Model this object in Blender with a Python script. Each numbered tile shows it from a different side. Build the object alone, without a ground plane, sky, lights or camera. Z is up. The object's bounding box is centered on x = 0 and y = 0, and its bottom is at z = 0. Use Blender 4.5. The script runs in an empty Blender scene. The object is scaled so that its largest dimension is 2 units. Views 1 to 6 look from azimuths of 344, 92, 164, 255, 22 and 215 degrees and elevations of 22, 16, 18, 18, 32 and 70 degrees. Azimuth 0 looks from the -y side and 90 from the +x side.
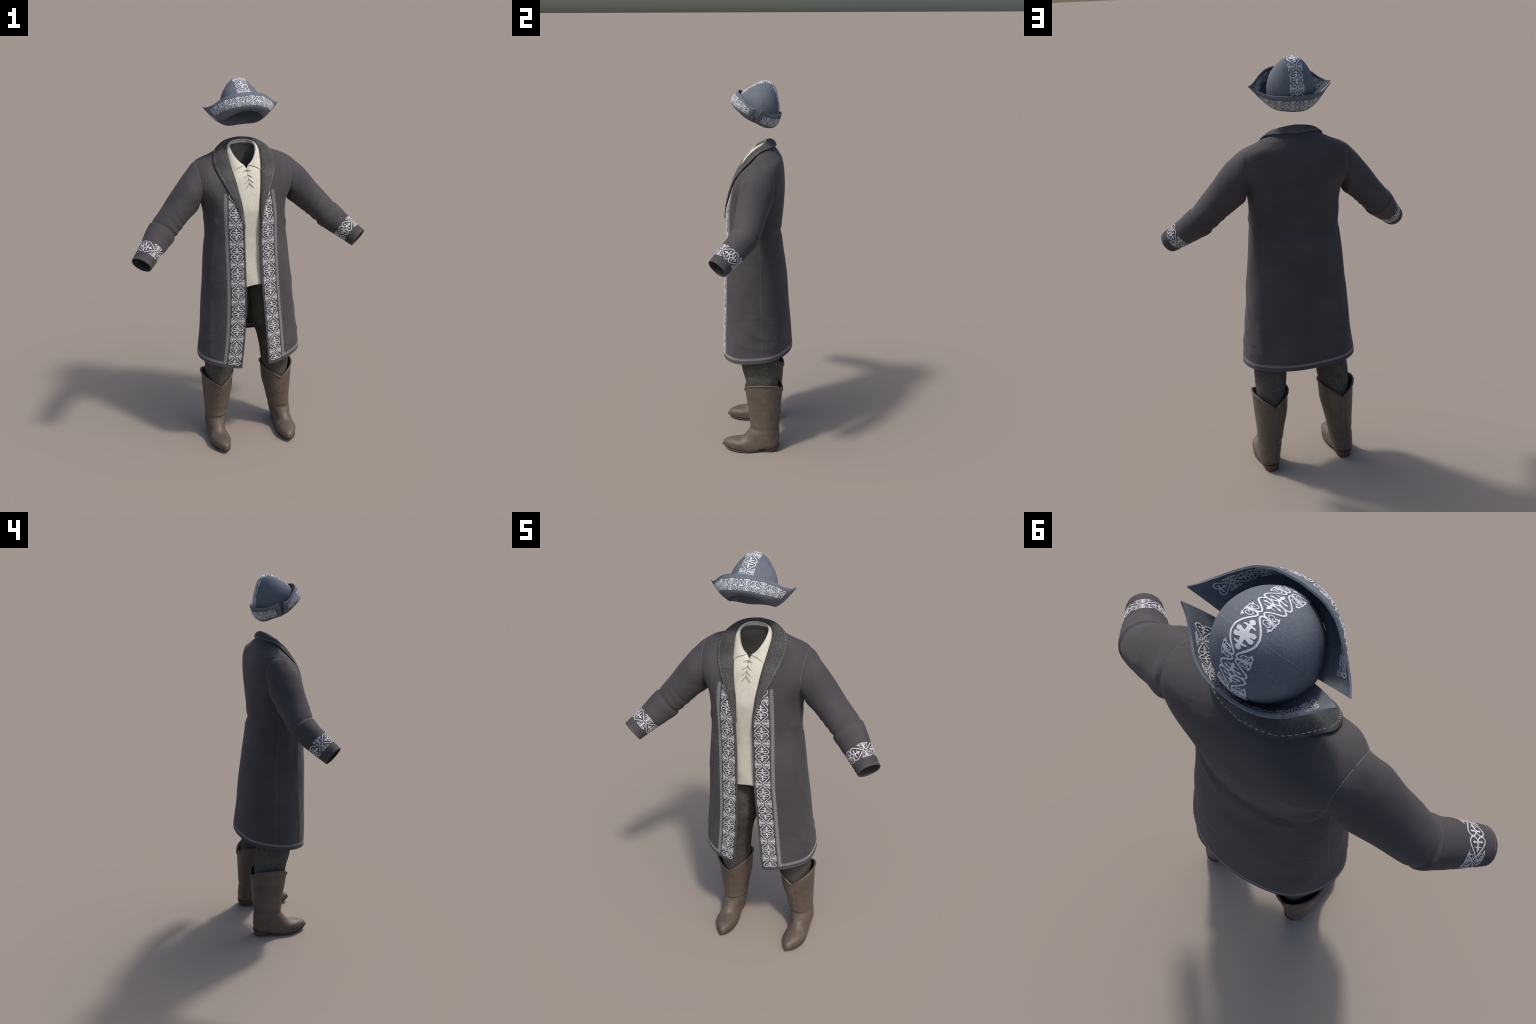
# A traditional felt-and-wool outfit standing by itself: felt hat, long embroidered coat,
# laced shirt, trousers and a pair of leather boots.
import bpy, math, random
import numpy as np
from mathutils import Vector
from mathutils.bvhtree import BVHTree

rng = random.Random(7)
PI = math.pi

# ------------------------------------------------------------------ numeric helpers
def smooth_table(rows):
    """Monotone-ish cubic interpolation through rows (t, v0, v1, ...) -> f(t) = array(..., n)."""
    T = np.array([r[0] for r in rows], float)
    V = np.array([r[1:] for r in rows], float)
    h = np.diff(T)
    d = np.diff(V, axis=0) / h[:, None]
    m = np.zeros_like(V)
    m[0], m[-1] = d[0], d[-1]
    for i in range(1, len(T) - 1):
        w1, w2 = 2 * h[i] + h[i - 1], h[i] + 2 * h[i - 1]
        for k in range(V.shape[1]):
            a, b = d[i - 1, k], d[i, k]
            m[i, k] = 0 if a * b <= 0 else (w1 + w2) / (w1 / a + w2 / b)

    def f(t):
        t = np.clip(np.asarray(t, float), T[0], T[-1])
        i = np.clip(np.searchsorted(T, t, side="right") - 1, 0, len(h) - 1)
        u = (t - T[i]) / h[i]
        u, hh = u[..., None], h[i][..., None]
        return ((2 * u**3 - 3 * u**2 + 1) * V[i] + (u**3 - 2 * u**2 + u) * hh * m[i]
                + (-2 * u**3 + 3 * u**2) * V[i + 1] + (u**3 - u**2) * hh * m[i + 1])
    return f


def catmull(points, n):
    """Catmull-Rom through points, n samples, even in parameter by chord length."""
    P = np.array(points, float)
    L = np.concatenate([[0], np.cumsum(np.linalg.norm(np.diff(P, axis=0), axis=1) ** 0.5)])
    Q = np.vstack([2 * P[0] - P[1], P, 2 * P[-1] - P[-2]])
    out = []
    for t in np.linspace(0, L[-1], n):
        i = min(int(np.searchsorted(L, t, side="right")) - 1, len(P) - 2)
        u = (t - L[i]) / (L[i + 1] - L[i])
        a, b, c, d = Q[i:i + 4]
        out.append(0.5 * (2 * b + (c - a) * u + (2 * a - 5 * b + 4 * c - d) * u**2 + (3 * b - a - 3 * c + d) * u**3))
    return np.array(out)


def resample(P, step):
    P = np.asarray(P, float)
    L = np.concatenate([[0], np.cumsum(np.linalg.norm(np.diff(P, axis=0), axis=1))])
    n = max(2, int(round(L[-1] / step)) + 1)
    t = np.linspace(0, L[-1], n)
    return np.stack([np.interp(t, L, P[:, k]) for k in range(P.shape[1])], axis=1)


def unit(v):
    return v / np.maximum(np.linalg.norm(v, axis=-1, keepdims=True), 1e-9)


def smoothstep(a, b, x):
    u = np.clip((x - a) / (b - a), 0, 1)
    return u * u * (3 - 2 * u)


# ------------------------------------------------------------------ scene helpers
def empty(name, loc, label, category):
    o = bpy.data.objects.new(name, None)
    o.location = loc
    o.empty_display_size = 0.05
    bpy.context.collection.objects.link(o)
    o["label"], o["category"] = label, category
    return o


def add(name, verts, faces, mat, parent=None, angle=40, kind=None):
    me = bpy.data.meshes.new(name)
    me.from_pydata([tuple(map(float, v)) for v in verts], [], [tuple(int(i) for i in f) for f in faces])
    me.validate()
    me.shade_smooth()
    me.set_sharp_from_angle(angle=math.radians(angle))
    me.materials.append(mat)
    o = bpy.data.objects.new(name, me)
    bpy.context.collection.objects.link(o)
    if parent is not None:
        o.parent = parent
        o.matrix_parent_inverse.translation = -Vector(parent.location)
    if kind:
        o["kind"] = kind
    return o


def grid_faces(nu, nv, wrap=False, flip=False, base=0):
    i, j = np.meshgrid(np.arange(nu if wrap else nu - 1), np.arange(nv - 1), indexing="ij")
    i, j = i.ravel(), j.ravel()
    i2 = (i + 1) % nu
    f = np.stack([i * nv + j, i2 * nv + j, i2 * nv + j + 1, i * nv + j + 1], axis=1) + base
    return f[:, ::-1] if flip else f


def grid_normals(P, wrap=False):
    if wrap:
        du = np.roll(P, -1, 0) - np.roll(P, 1, 0)
    else:
        du = np.gradient(P, axis=0)
    dv = np.gradient(P, axis=1)
    return unit(np.cross(du, dv))


def sheet(P, thick, wrap=False, flip=False):
    """A cloth: grid P[u, v] as outer face, inner face offset by thick, edges closed. flip: normals point the other way."""
    nu, nv = P.shape[:2]
    N = grid_normals(P, wrap) * (-1 if flip else 1)
    inner = P - N * thick
    n = nu * nv
    verts = np.vstack([P.reshape(-1, 3), inner.reshape(-1, 3)])
    faces = [grid_faces(nu, nv, wrap, flip), grid_faces(nu, nv, wrap, not flip, n)]
    idx = np.arange(n).reshape(nu, nv)

    def rim(line, rev):
        a, b = line[:-1], line[1:]
        f = np.stack([a, b, b + n, a + n], axis=1)
        return f[:, ::-1] if rev else f
    if wrap:
        bot, top = np.append(idx[:, 0], idx[0, 0]), np.append(idx[:, -1], idx[0, -1])
    else:
        bot, top = idx[:, 0], idx[:, -1]
        faces += [rim(idx[0], not flip), rim(idx[-1], flip)]
    faces += [rim(bot, flip), rim(top, not flip)]
    # rim orientation: outer-left to right must see the outside; consistent with grid_faces
    faces = [f for f in faces]
    faces[-2] = faces[-2][:, ::-1]
    faces[-1] = faces[-1][:, ::-1]
    if not wrap:
        faces[2] = faces[2][:, ::-1]
        faces[3] = faces[3][:, ::-1]
    return verts, np.vstack(faces)


def tube(path, radius, sides=8, flat=None, cap=True):
    """Round cord along a path. radius: number or one per point."""
    P = np.asarray(path, float)
    n = len(P)
    T = unit(np.gradient(P, axis=0))
    r = np.broadcast_to(np.asarray(radius, float), (n,))
    ref = np.array([0, 0, 1.0]) if abs(T[0, 2]) < 0.9 else np.array([1.0, 0, 0])
    N = np.zeros_like(P)
    v = ref - T[0] * (ref @ T[0])
    for i in range(n):
        v = v - T[i] * (v @ T[i])
        v = v / np.linalg.norm(v)
        N[i] = v
    B = np.cross(T, N)
    a = np.arange(sides) / sides * 2 * PI
    ring = P[None] + r[None, :, None] * (np.cos(a)[:, None, None] * N[None] + np.sin(a)[:, None, None] * B[None])
    verts = ring.reshape(-1, 3)
    faces = [list(f) for f in grid_faces(sides, n, True, False)]
    if cap:
        faces.append([i * n for i in range(sides)][::-1])
        faces.append([i * n + n - 1 for i in range(sides)])
    return verts, faces


def join(parts):
    V, F, k = [], [], 0
    for v, f in parts:
        V.append(np.asarray(v))
        F += [[int(i) + k for i in q] for q in f]
        k += len(v)
    return np.vstack(V), F


def stitches(P, N, length, gap, width, height, stagger=0.0, jitter=0.15, sink=0.001):
    """Thread dashes along a dense path P with surface normals N: little pillow-shaped boxes."""
    PN = resample(np.hstack([P, N]), 0.0015)
    L = np.concatenate([[0], np.cumsum(np.linalg.norm(np.diff(PN[:, :3], axis=0), axis=1))])
    parts, s, k = [], gap, 0
    while s + length < L[-1]:
        at = lambda q: np.array([np.interp(q, L, PN[:, c]) for c in range(6)])
        l = length * (1 + jitter * (rng.random() * 2 - 1))
        a, m, b = at(s), at(s + l / 2), at(s + l)
        n = unit(m[3:])
        t = unit(b[:3] - a[:3])
        w = unit(np.cross(n, t))
        off = w * stagger * (1 if k % 2 else -1)
        v = []
        for p, ww, hh in ((a, 0.55, 0.3), (m, 1.0, 1.0), (b, 0.55, 0.3)):
            c = p[:3] + off
            v += [c - w * width * ww - n * sink, c - w * width * 0.6 * ww + n * height * hh,
                  c + w * width * 0.6 * ww + n * height * hh, c + w * width * ww - n * sink]
        f = []
        for r in (0, 4):
            f += [[r, r + 4, r + 5, r + 1], [r + 1, r + 5, r + 6, r + 2], [r + 2, r + 6, r + 7, r + 3]]
        f += [[0, 1, 2, 3], [11, 10, 9, 8]]
        parts.append((np.array(v), f))
        s += l + gap
        k += 1
    return join(parts)


# ------------------------------------------------------------------ materials
def material(name, dark, light, scale=40, detail=6, rough=0.9, stretch=(1, 1, 1), bump=0.2, bump_scale=None,
             broad=0.0, broad_scale=3.0, tint=None, sheen=0.0, specular=0.3, contrast=(0.35, 0.65), soft=0.0, soft_scale=9):
    m = bpy.data.materials.new(name)
    m.use_nodes = True
    nt = m.node_tree
    nt.nodes.clear()
    N = nt.nodes.new
    link = nt.links.new
    out = N("ShaderNodeOutputMaterial")
    bs = N("ShaderNodeBsdfPrincipled")
    link(bs.outputs[0], out.inputs[0])
    bs.inputs["Roughness"].default_value = rough
    bs.inputs["Specular IOR Level"].default_value = specular
    bs.inputs["Sheen Weight"].default_value = sheen
    bs.inputs["Sheen Roughness"].default_value = 0.5
    co = N("ShaderNodeTexCoord")
    mp = N("ShaderNodeMapping")
    mp.inputs["Scale"].default_value = stretch
    link(co.outputs["Object"], mp.inputs[0])
    no = N("ShaderNodeTexNoise")
    no.inputs["Scale"].default_value = scale
    no.inputs["Detail"].default_value = detail
    no.inputs["Roughness"].default_value = 0.65
    link(mp.outputs[0], no.inputs["Vector"])
    ra = N("ShaderNodeValToRGB")
    ra.color_ramp.elements[0].position, ra.color_ramp.elements[1].position = contrast
    ra.color_ramp.elements[0].color = (*dark, 1)
    ra.color_ramp.elements[1].color = (*light, 1)
    link(no.outputs["Fac"], ra.inputs[0])
    col = ra.outputs[0]
    if broad > 0:
        bn = N("ShaderNodeTexNoise")
        bn.inputs["Scale"].default_value = broad_scale
        bn.inputs["Detail"].default_value = 3
        link(co.outputs["Object"], bn.inputs["Vector"])
        br = N("ShaderNodeValToRGB")
        br.color_ramp.elements[0].position, br.color_ramp.elements[1].position = 0.3, 0.7
        t = tint or (1, 1, 1)
        br.color_ramp.elements[0].color = tuple((1 - broad) * c for c in t) + (1,)
        br.color_ramp.elements[1].color = (1 + broad, 1 + broad, 1 + broad, 1)
        link(bn.outputs["Fac"], br.inputs[0])
        mx = N("ShaderNodeMix")
        mx.data_type, mx.blend_type = "RGBA", "MULTIPLY"
        mx.inputs["Factor"].default_value = 1.0
        link(col, mx.inputs[6])
        link(br.outputs[0], mx.inputs[7])
        col = mx.outputs[2]
    link(col, bs.inputs["Base Color"])
    if bump > 0:
        b = N("ShaderNodeBump")
        b.inputs["Strength"].default_value = bump
        b.inputs["Distance"].default_value = 0.002
        src = no.outputs["Fac"]
        if bump_scale:
            n2 = N("ShaderNodeTexNoise")
            n2.inputs["Scale"].default_value = bump_scale
            n2.inputs["Detail"].default_value = 4
            link(mp.outputs[0], n2.inputs["Vector"])
            src = n2.outputs["Fac"]
        link(src, b.inputs["Height"])
        if soft > 0:
            n3 = N("ShaderNodeTexNoise")
            n3.inputs["Scale"].default_value = soft_scale
            n3.inputs["Detail"].default_value = 2
            n3.inputs["Distortion"].default_value = 1.2
            m3 = N("ShaderNodeMapping")
            m3.inputs["Scale"].default_value = (1, 1, 1.6)
            m3.inputs["Rotation"].default_value = (0.5, 0.4, 0)
            link(co.outputs["Object"], m3.inputs[0])
            link(m3.outputs[0], n3.inputs["Vector"])
            b2 = N("ShaderNodeBump")
            b2.inputs["Strength"].default_value = soft
            b2.inputs["Distance"].default_value = 0.02
            link(n3.outputs["Fac"], b2.inputs["Height"])
            link(b2.outputs[0], b.inputs["Normal"])
        link(b.outputs[0], bs.inputs["Normal"])
    return m


M_COAT = material("coat_wool", (0.0425, 0.0395, 0.0440), (0.0575, 0.053, 0.057), scale=420, rough=0.85, bump=0.12,
                  broad=0.14, broad_scale=5, sheen=0.05, specular=0.25, soft=0.2, soft_scale=6)
M_LAPEL = material("collar_felt", (0.036, 0.036, 0.037), (0.095, 0.094, 0.092), scale=150, rough=0.95, bump=0.5,
                   stretch=(1.6, 1, 0.45), broad=0.2, broad_scale=14, specular=0.2, contrast=(0.3, 0.8))
M_NECKSHADE = material("shade_darkened_linen", (0.11, 0.105, 0.094), (0.14, 0.133, 0.12), scale=300, rough=0.95, bump=0.1)  # darkened well below the linen: unlit shirt interior seen through the neck
M_WHITE = material("silver_embroidery", (0.42, 0.415, 0.44), (0.56, 0.55, 0.58), scale=500, rough=0.7, bump=0.2)
M_BRAID = material("grey_braid", (0.19, 0.19, 0.205), (0.40, 0.40, 0.425), scale=400, rough=0.8, bump=0.3)
M_HATORN = material("hat_embroidery", (0.46, 0.47, 0.50), (0.62, 0.63, 0.66), scale=500, rough=0.8, bump=0.2)
M_THREAD = material("pale_thread", (0.30, 0.305, 0.32), (0.48, 0.48, 0.50), scale=300, rough=0.8, bump=0)
M_SEAM = material("seam_thread", (0.13, 0.125, 0.14), (0.19, 0.185, 0.20), scale=300, rough=0.8, bump=0)
M_HAT = material("blue_grey_felt", (0.077, 0.090, 0.112), (0.138, 0.156, 0.183), scale=260, rough=0.95, bump=0.35,
                 broad=0.10, broad_scale=16, specular=0.2, contrast=(0.25, 0.75))
M_HATSEAM = material("hat_seam_thread", (0.2, 0.22, 0.26), (0.28, 0.3, 0.34), scale=300, rough=0.8, bump=0)
M_SHIRT = material("linen_cloth", (0.42, 0.40, 0.335), (0.55, 0.53, 0.455), scale=170, rough=0.95, bump=0.25,
                   broad=0.07, broad_scale=25, specular=0.15, contrast=(0.25, 0.7))
M_LACE = material("lace_cord", (0.20, 0.19, 0.17), (0.34, 0.32, 0.29), scale=400, rough=0.85, bump=0.2)  # cream cord greyed down, its shadow mixed into the base colour
M_TROUSER = material("charcoal_wool", (0.033, 0.031, 0.027), (0.125, 0.118, 0.104), scale=170, rough=0.95, bump=0.5,
                     broad=0.15, broad_scale=20, specular=0.15, contrast=(0.3, 0.8))
M_LEATHER = material("brown_leather", (0.077, 0.0560, 0.0415), (0.107, 0.079, 0.060), scale=300, rough=0.52, bump=0.18,
                     broad=0.2, broad_scale=14, specular=0.4, soft=0.15, soft_scale=14)
M_BIND = material("leather_binding", (0.085, 0.062, 0.047), (0.11, 0.081, 0.062), scale=200, rough=0.5, bump=0.1)
M_SOLE = material("dark_sole", (0.022, 0.019, 0.017), (0.045, 0.038, 0.033), scale=120, rough=0.8, bump=0.3)
M_HEEL = material("stacked_heel", (0.055, 0.032, 0.024), (0.125, 0.072, 0.055), scale=90, rough=0.7, bump=0.3, stretch=(1, 1, 4))
M_BOOTTHREAD = material("boot_thread", (0.22, 0.18, 0.13), (0.29, 0.24, 0.18), scale=300, rough=0.8, bump=0)
M_PANEL = material("tooling_thread", (0.135, 0.11, 0.087), (0.16, 0.132, 0.105), scale=300, rough=0.7, bump=0)

# ------------------------------------------------------------------ the ornament
# One unit: two hearts point to point at an X crossing, fleurs inside them, scrolls with flame leaves beside the X.
def seg_dist(X, Y, a, b):
    ax, ay = a
    dx, dy = b[0] - ax, b[1] - ay
    t = np.clip(((X - ax) * dx + (Y - ay) * dy) / (dx * dx + dy * dy + 1e-12), 0, 1)
    return np.hypot(X - ax - t * dx, Y - ay - t * dy), t


def stroke(F, X, Y, pts, r0, r1=None, n=40):
    P = catmull(pts, n)
    r1 = r0 if r1 is None else r1
    for k in range(n - 1):
        d, t = seg_dist(X, Y, P[k], P[k + 1])
        F = np.minimum(F, d - (r0 + (r1 - r0) * (k + t) / (n - 1)))
    return F


def polygon(F, X, Y, pts):
    d = np.full_like(X, 9.0)
    inside = np.zeros_like(X, bool)
    for (x0, y0), (x1, y1) in zip(pts, pts[1:] + pts[:1]):
        d = np.minimum(d, seg_dist(X, Y, (x0, y0), (x1, y1))[0])
        cross = ((y0 > Y) != (y1 > Y)) & (X < (x1 - x0) * (Y - y0) / (y1 - y0 + 1e-12) + x0)
        inside ^= cross
    return np.minimum(F, np.where(inside, -d, d))


def motif_field(X, Y, fat=0.0, summit=False):
    S, X, Y = Y, np.abs(X), np.abs(Y)
    F = np.full_like(X, 9.0)
    w = 0.050 + fat
    if summit:
        # the half that meets its neighbour on top of the crown: one open lozenge and a broad cross
        G = stroke(F, X, Y, [(.82, 1.58), (.80, 1.30), (.62, .92), (.42, .66), (.20, .41), (.095, .23), (.15, .085), (.38, .015), (.93, .0)], .06, w, 60)
        G = stroke(G, X, Y, [(0, 1.58), (0, 1.25), (0, .80)], .17, .09, 12)
        G = polygon(G, X, Y, [(0, .58), (.14, .66), (.20, .80), (.06, .92), (-.06, .92), (-.20, .80), (-.14, .66)])
        G = stroke(G, X, Y, [(0, 1.50), (.22, 1.46), (.46, 1.36)], .15, .12, 14)
        G = polygon(G, X, Y, [(.62, 1.30), (.60, 1.50), (.44, 1.55), (.40, 1.22)])
        G = stroke(G, X, Y, [(0, 1.12), (.16, 1.00), (.36, 1.03)], .08, .04, 14)
    F = stroke(F, X, Y, [(0.0, 1.16), (.07, 1.36), (.25, 1.49), (.48, 1.545), (.72, 1.49), (.87, 1.33), (.85, 1.15), (.72, .95),
                         (.44, .65), (.20, .41), (.095, .23), (.15, .085), (.38, .015), (.93, .0)], w, w * 0.95, 60)
    # fleur: stem, pointed tip, side arms with arrow heads, thin curled arms
    F = stroke(F, X, Y, [(0, 1.24), (0, 1.02), (0, .78)], .09, .055, 12)
    F = polygon(F, X, Y, [(0, .54), (.10, .70), (.125, .76), (.06, .86), (-.06, .86), (-.125, .76), (-.10, .70)])
    F = stroke(F, X, Y, [(0, 1.17), (.15, 1.205), (.40, 1.205)], .065, .042, 14)
    F = polygon(F, X, Y, [(.62, 1.205), (.365, 1.33), (.41, 1.205), (.365, 1.08)])
    F = stroke(F, X, Y, [(.0, .95), (.10, .885), (.22, .855), (.37, .885)], .042, .022 + fat, 14)
    if summit:
        F = np.where(S > 0, np.maximum(G, S - 1.5597), F)
    # scroll and flame leaf
    F = stroke(F, X, Y, [(.90, .125), (.70, .105), (.46, .13), (.335, .25), (.40, .39), (.58, .44), (.75, .38), (.79, .26), (.70, .19), (.585, .245)],
               .021 + fat, .030 + fat, 44)
    F = polygon(F, X, Y, [(.845, .78), (.915, .57), (.995, .38), (.965, .21), (1.01, .03), (.95, .03), (.91, .16), (.93, .30), (.885, .42),
                          (.70, .505), (.80, .54), (.85, .62)])
    return F


def motif_template(cell, fat=0.0, summit=False):
    """Marching squares over the ornament's distance field: vertices (a, b), polygons, open edges."""
    xs = np.arange(-1.12, 1.12 + cell, cell)
    ys = np.arange(-1.68, 1.68 + cell, cell)
    X, Y = np.meshgrid(xs, ys, indexing="ij")
    F = motif_field(X, Y, fat, summit)
    verts, index, polys = [], {}, []

    def vert(key, p):
        if key not in index:
            index[key] = len(verts)
            verts.append(p)
        return index[key]
    for i in range(len(xs) - 1):
        for j in range(len(ys) - 1):
            c = [(i, j), (i + 1, j), (i + 1, j + 1), (i, j + 1)]
            f = [F[q] for q in c]
            if min(f) >= 0:
                continue
            poly = []
            for k in range(4):
                p, q, fp, fq = c[k], c[(k + 1) % 4], f[k], f[(k + 1) % 4]
                if fp < 0:
                    poly.append(vert(p, (xs[p[0]], ys[p[1]])))
                if (fp < 0) != (fq < 0):
                    a, b = (p, q) if p < q else (q, p)
                    t = F[a] / (F[a] - F[b])
                    t = min(max(t, 0.04), 0.96)
                    poly.append(vert((a, b), (xs[a[0]] + t * (xs[b[0]] - xs[a[0]]), ys[a[1]] + t * (ys[b[1]] - ys[a[1]]))))
            if len(poly) > 2:
                polys.append(poly)
    count = {}
    for p in polys:
        for a, b in zip(p, p[1:] + p[:1]):
            count[(a, b)] = 1
    open_edges = [(a, b) for (a, b) in count if (b, a) not in count]
    return np.array(verts), polys, open_edges


FINE = motif_template(0.033)
COARSE = motif_template(0.070, 0.0)
SUMMIT = motif_template(0.036, 0.0, True)
UNIT = 1.56            # half length of a unit, in half widths


def applique(template, place, height=0.0009, sink=0.0012, keep=None):
    """Wrap a template on a surface. place(a, b) -> points, outward normals."""
    ab, polys, edges = template
    P, N = place(ab[:, 0], ab[:, 1])
    n = len(P)
    V = np.vstack([P + N * height, P - N * sink])
    if keep is not None:
        ok = keep(P)
        polys = [p for p in polys if all(ok[i] for i in p)]
        cnt = {(a, b) for p in polys for a, b in zip(p, p[1:] + p[:1])}
        edges = [(a, b) for (a, b) in cnt if (b, a) not in cnt]
    F = [list(p) for p in polys] + [[b, a, a + n, b + n] for a, b in edges]
    # outward orientation
    if polys:
        q = polys[len(polys) // 2]
        nn = np.cross(V[q[1]] - V[q[0]], V[q[2]] - V[q[0]])
        if nn @ N[q[0]] < 0:
            F = [f[::-1] for f in F]
    return V, F


def surf_normal(S, u, v, du, dv, sign=1):
    return sign * unit(np.cross(S(u + du, v) - S(u - du, v), S(u, v + dv) - S(u, v - dv)))


# =================================================================== COAT
coat = empty("long_coat", (0, 0, 0.5), "long dark grey wool coat with silver scroll embroidery and a felt shawl collar", "coat")
# height, half width, y of the widest place, front y, back y
coat_rows = smooth_table([
    (0.500, .281, -.012, -.181, .199, 2.25), (.640, .267, -.012, -.180, .191, 2.25), (.80, .252, -.010, -.175, .181, 2.25), (.95, .239, -.008, -.171, .170, 2.25),
    (1.09, .227, -.006, -.163, .153, 2.25), (1.175, .219, -.004, -.158, .142, 2.25), (1.215, .214, -.003, -.157, .133, 2.25), (1.245, .213, .000, -.158, .138, 2.25),
    (1.30, .212, .004, -.158, .146, 2.25), (1.38, .220, .014, -.152, .154, 2.3), (1.42, .236, .020, -.143, .156, 2.4), (1.46, .254, .025, -.130, .156, 2.6),
    (1.50, .262, .028, -.113, .154, 2.8), (1.545, .260, .030, -.082, .150, 3.0), (1.575, .251, .031, -.051, .144, 3.0), (1.595, .238, .031, -.028, .138, 2.9),
    (1.605, .222, .033, -.018, .134, 2.7), (1.613, .203, .034, -.010, .130, 2.6), (1.621, .182, .035, -.004, .126, 2.5), (1.631, .160, .036, .000, .121, 2.4),
    (1.643, .140, .038, .005, .116, 2.3), (1.655, .126, .041, .010, .109, 2.25), (1.666, .114, .045, .012, .106, 2.25), (1.690, .098, .045, .010, .090, 2.25)])
# x of the front edge: wearer's right, wearer's left
edge_rows = smooth_table([
    (.50, .084, .065), (.70, .060, .054), (.88, .047, .044), (1.00, .044, .038), (1.18, .042, .036), (1.28, .042, .037), (1.36, .055, .052),
    (1.45, .076, .074), (1.53, .100, .098), (1.59, .114, .112), (1.66, .108, .107)])
# cloth folds: (side, height start (phi, z), end, amplitude, width); phi 0 is the back, +-pi the front
FOLDS = [((1.9, .80), (1.55, .70), (1.2, .66), .0032, .016), ((2.15, .72), (1.8, .63), (1.3, .60), .0032, .018),
         ((1.85, .95), (1.6, .86), (1.45, .80), .003, .016), ((1.0, .75), (.9, .66), (.85, .58), .003, .02),
         ((-2.05, .85), (-2.1, .72), (-2.12, .58), .004, .022), ((-1.2, .9), (-1.0, .75), (-.95, .6), .003, .03),
         ((-2.2, 1.32), (-2.0, 1.27), (-1.7, 1.26), .004, .018), ((2.2, 1.32), (2.0, 1.27), (1.7, 1.26), .004, .018),
         ((2.1, 1.22), (2.0, 1.12), (1.95, .98), .0035, .02), ((-2.1, 1.22), (-2.05, 1.12), (-2.0, 1.0), .0035, .02),
         ((-2.45, .80), (-2.2, .69), (-1.9, .655), .003, .014), ((.45, 1.26), (.0, 1.235), (-.45, 1.26), .003, .016),
         ((1.3, 1.30), (.8, 1.20), (.4, 1.17), .003, .02), ((-1.3, 1.30), (-.8, 1.20), (-.4, 1.17), .003, .02)]


def fold_height(phi, z):
    D = np.zeros_like(phi)
    for p0, p1, p2, amp, wid in FOLDS:
        P = catmull([p0, p1, p2], 12)
        d = np.full_like(phi, 9.0)
        for k in range(11):
            q, _ = seg_dist(phi * 0.22, z, (P[k, 0] * 0.22, P[k, 1]), (P[k + 1, 0] * 0.22, P[k + 1, 1]))
            d = np.minimum(d, q)
        D += amp * np.exp(-(d / wid) ** 2)
    D += .0018 * np.sin(phi * 5 + z * 9 + 1) * np.sin(z * 13 + phi * 2) * smoothstep(0.02, .25, 1.6 - z)
    D += .0018 * np.sin(phi * 7.0 + 0.6) * smoothstep(1.1, .55, z)
    return D * smoothstep(2.75, 2.2, np.abs(phi))


def hem_lift(phi):
    # the hem hangs lower at the front corners
    return 0.042 * (1 - np.minimum(np.abs(phi) / 2.8, 1) ** 2.2)


def edge_phi(z, side, a):
    e = edge_rows(z)
    sec = coat_rows(z)[..., 4]
    x = np.where(side > 0, e[..., 1], e[..., 0])
    return PI - np.arcsin(np.clip(x / a, 0, .999) ** (sec / 2))


def coat_phi(phi, z):
    """Point on the coat at angle phi, nominal height z."""
    r = coat_rows(z)
    a, yc, yf, yb, sec = (r[..., k] for k in range(5))
    s, c = np.sin(phi), np.cos(phi)
    D = fold_height(phi, z)
    x = (a + D) * np.sign(s) * np.abs(s) ** (2 / sec)
    b = np.where(c > 0, yb - yc, yc - yf) + D
    y = yc + b * np.sign(c) * np.abs(c) ** (2 / sec)
    zz = z + hem_lift(phi) * smoothstep(.75, .5, z)
    return np.stack([x, y, zz], axis=-1)


def coat_S(t, z):
    a = coat_rows(z)[..., 0]
    phi = t * edge_phi(z, t, a)
    # the cloth dips under the collar
    inset = .012 * np.maximum(smoothstep(.84, .95, np.abs(t)) * smoothstep(1.31, 1.42, z), smoothstep(1.63, 1.66, z) * .5)
    P = coat_phi(phi, z)
    d = unit((P - np.array([0, .03, 1.40])) * np.array([1, 1, .5]))
    return P - d * inset[..., None]


def coat_xz(x, z):
    """Front-panel point at abscissa x."""
    x, z = np.broadcast_arrays(np.asarray(x, float), np.asarray(z, float))
    r = coat_rows(z)
    phi = PI - np.arcsin(np.clip(np.abs(x) / r[..., 0], 0, .999) ** (r[..., 4] / 2))
    return coat_S(np.sign(x) * phi / edge_phi(z, np.sign(x), r[..., 0]), z)


zs = np.concatenate([np.linspace(.515, 1.40, 130), np.linspace(1.407, 1.56, 36), np.linspace(1.563, 1.670, 48)])
ts = np.linspace(-1, 1, 221)
TT, ZZ = np.meshgrid(ts, zs, indexing="ij")
v, f = sheet(coat_S(TT, ZZ), 0.005, False, True)
coat_body = add("coat_body", v, f, M_COAT, coat, 50)

# silver ornament down both front edges: three tiles of three units each
STRIP_W, STRIP_OFF = 0.066, 0.010
tile_z, tile_len = 0.531, 0.3105


def on_front(side, d, z):
    e = edge_rows(np.minimum(z, 1.26))[..., 1 if side > 0 else 0]
    return coat_xz(side * (e + d), z)


def front_normal(side, d, z):
    h = 0.004
    n = unit(np.cross(on_front(side, d + h, z) - on_front(side, d - h, z), on_front(side, d, z + h) - on_front(side, d, z - h)))
    return n * side


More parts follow.
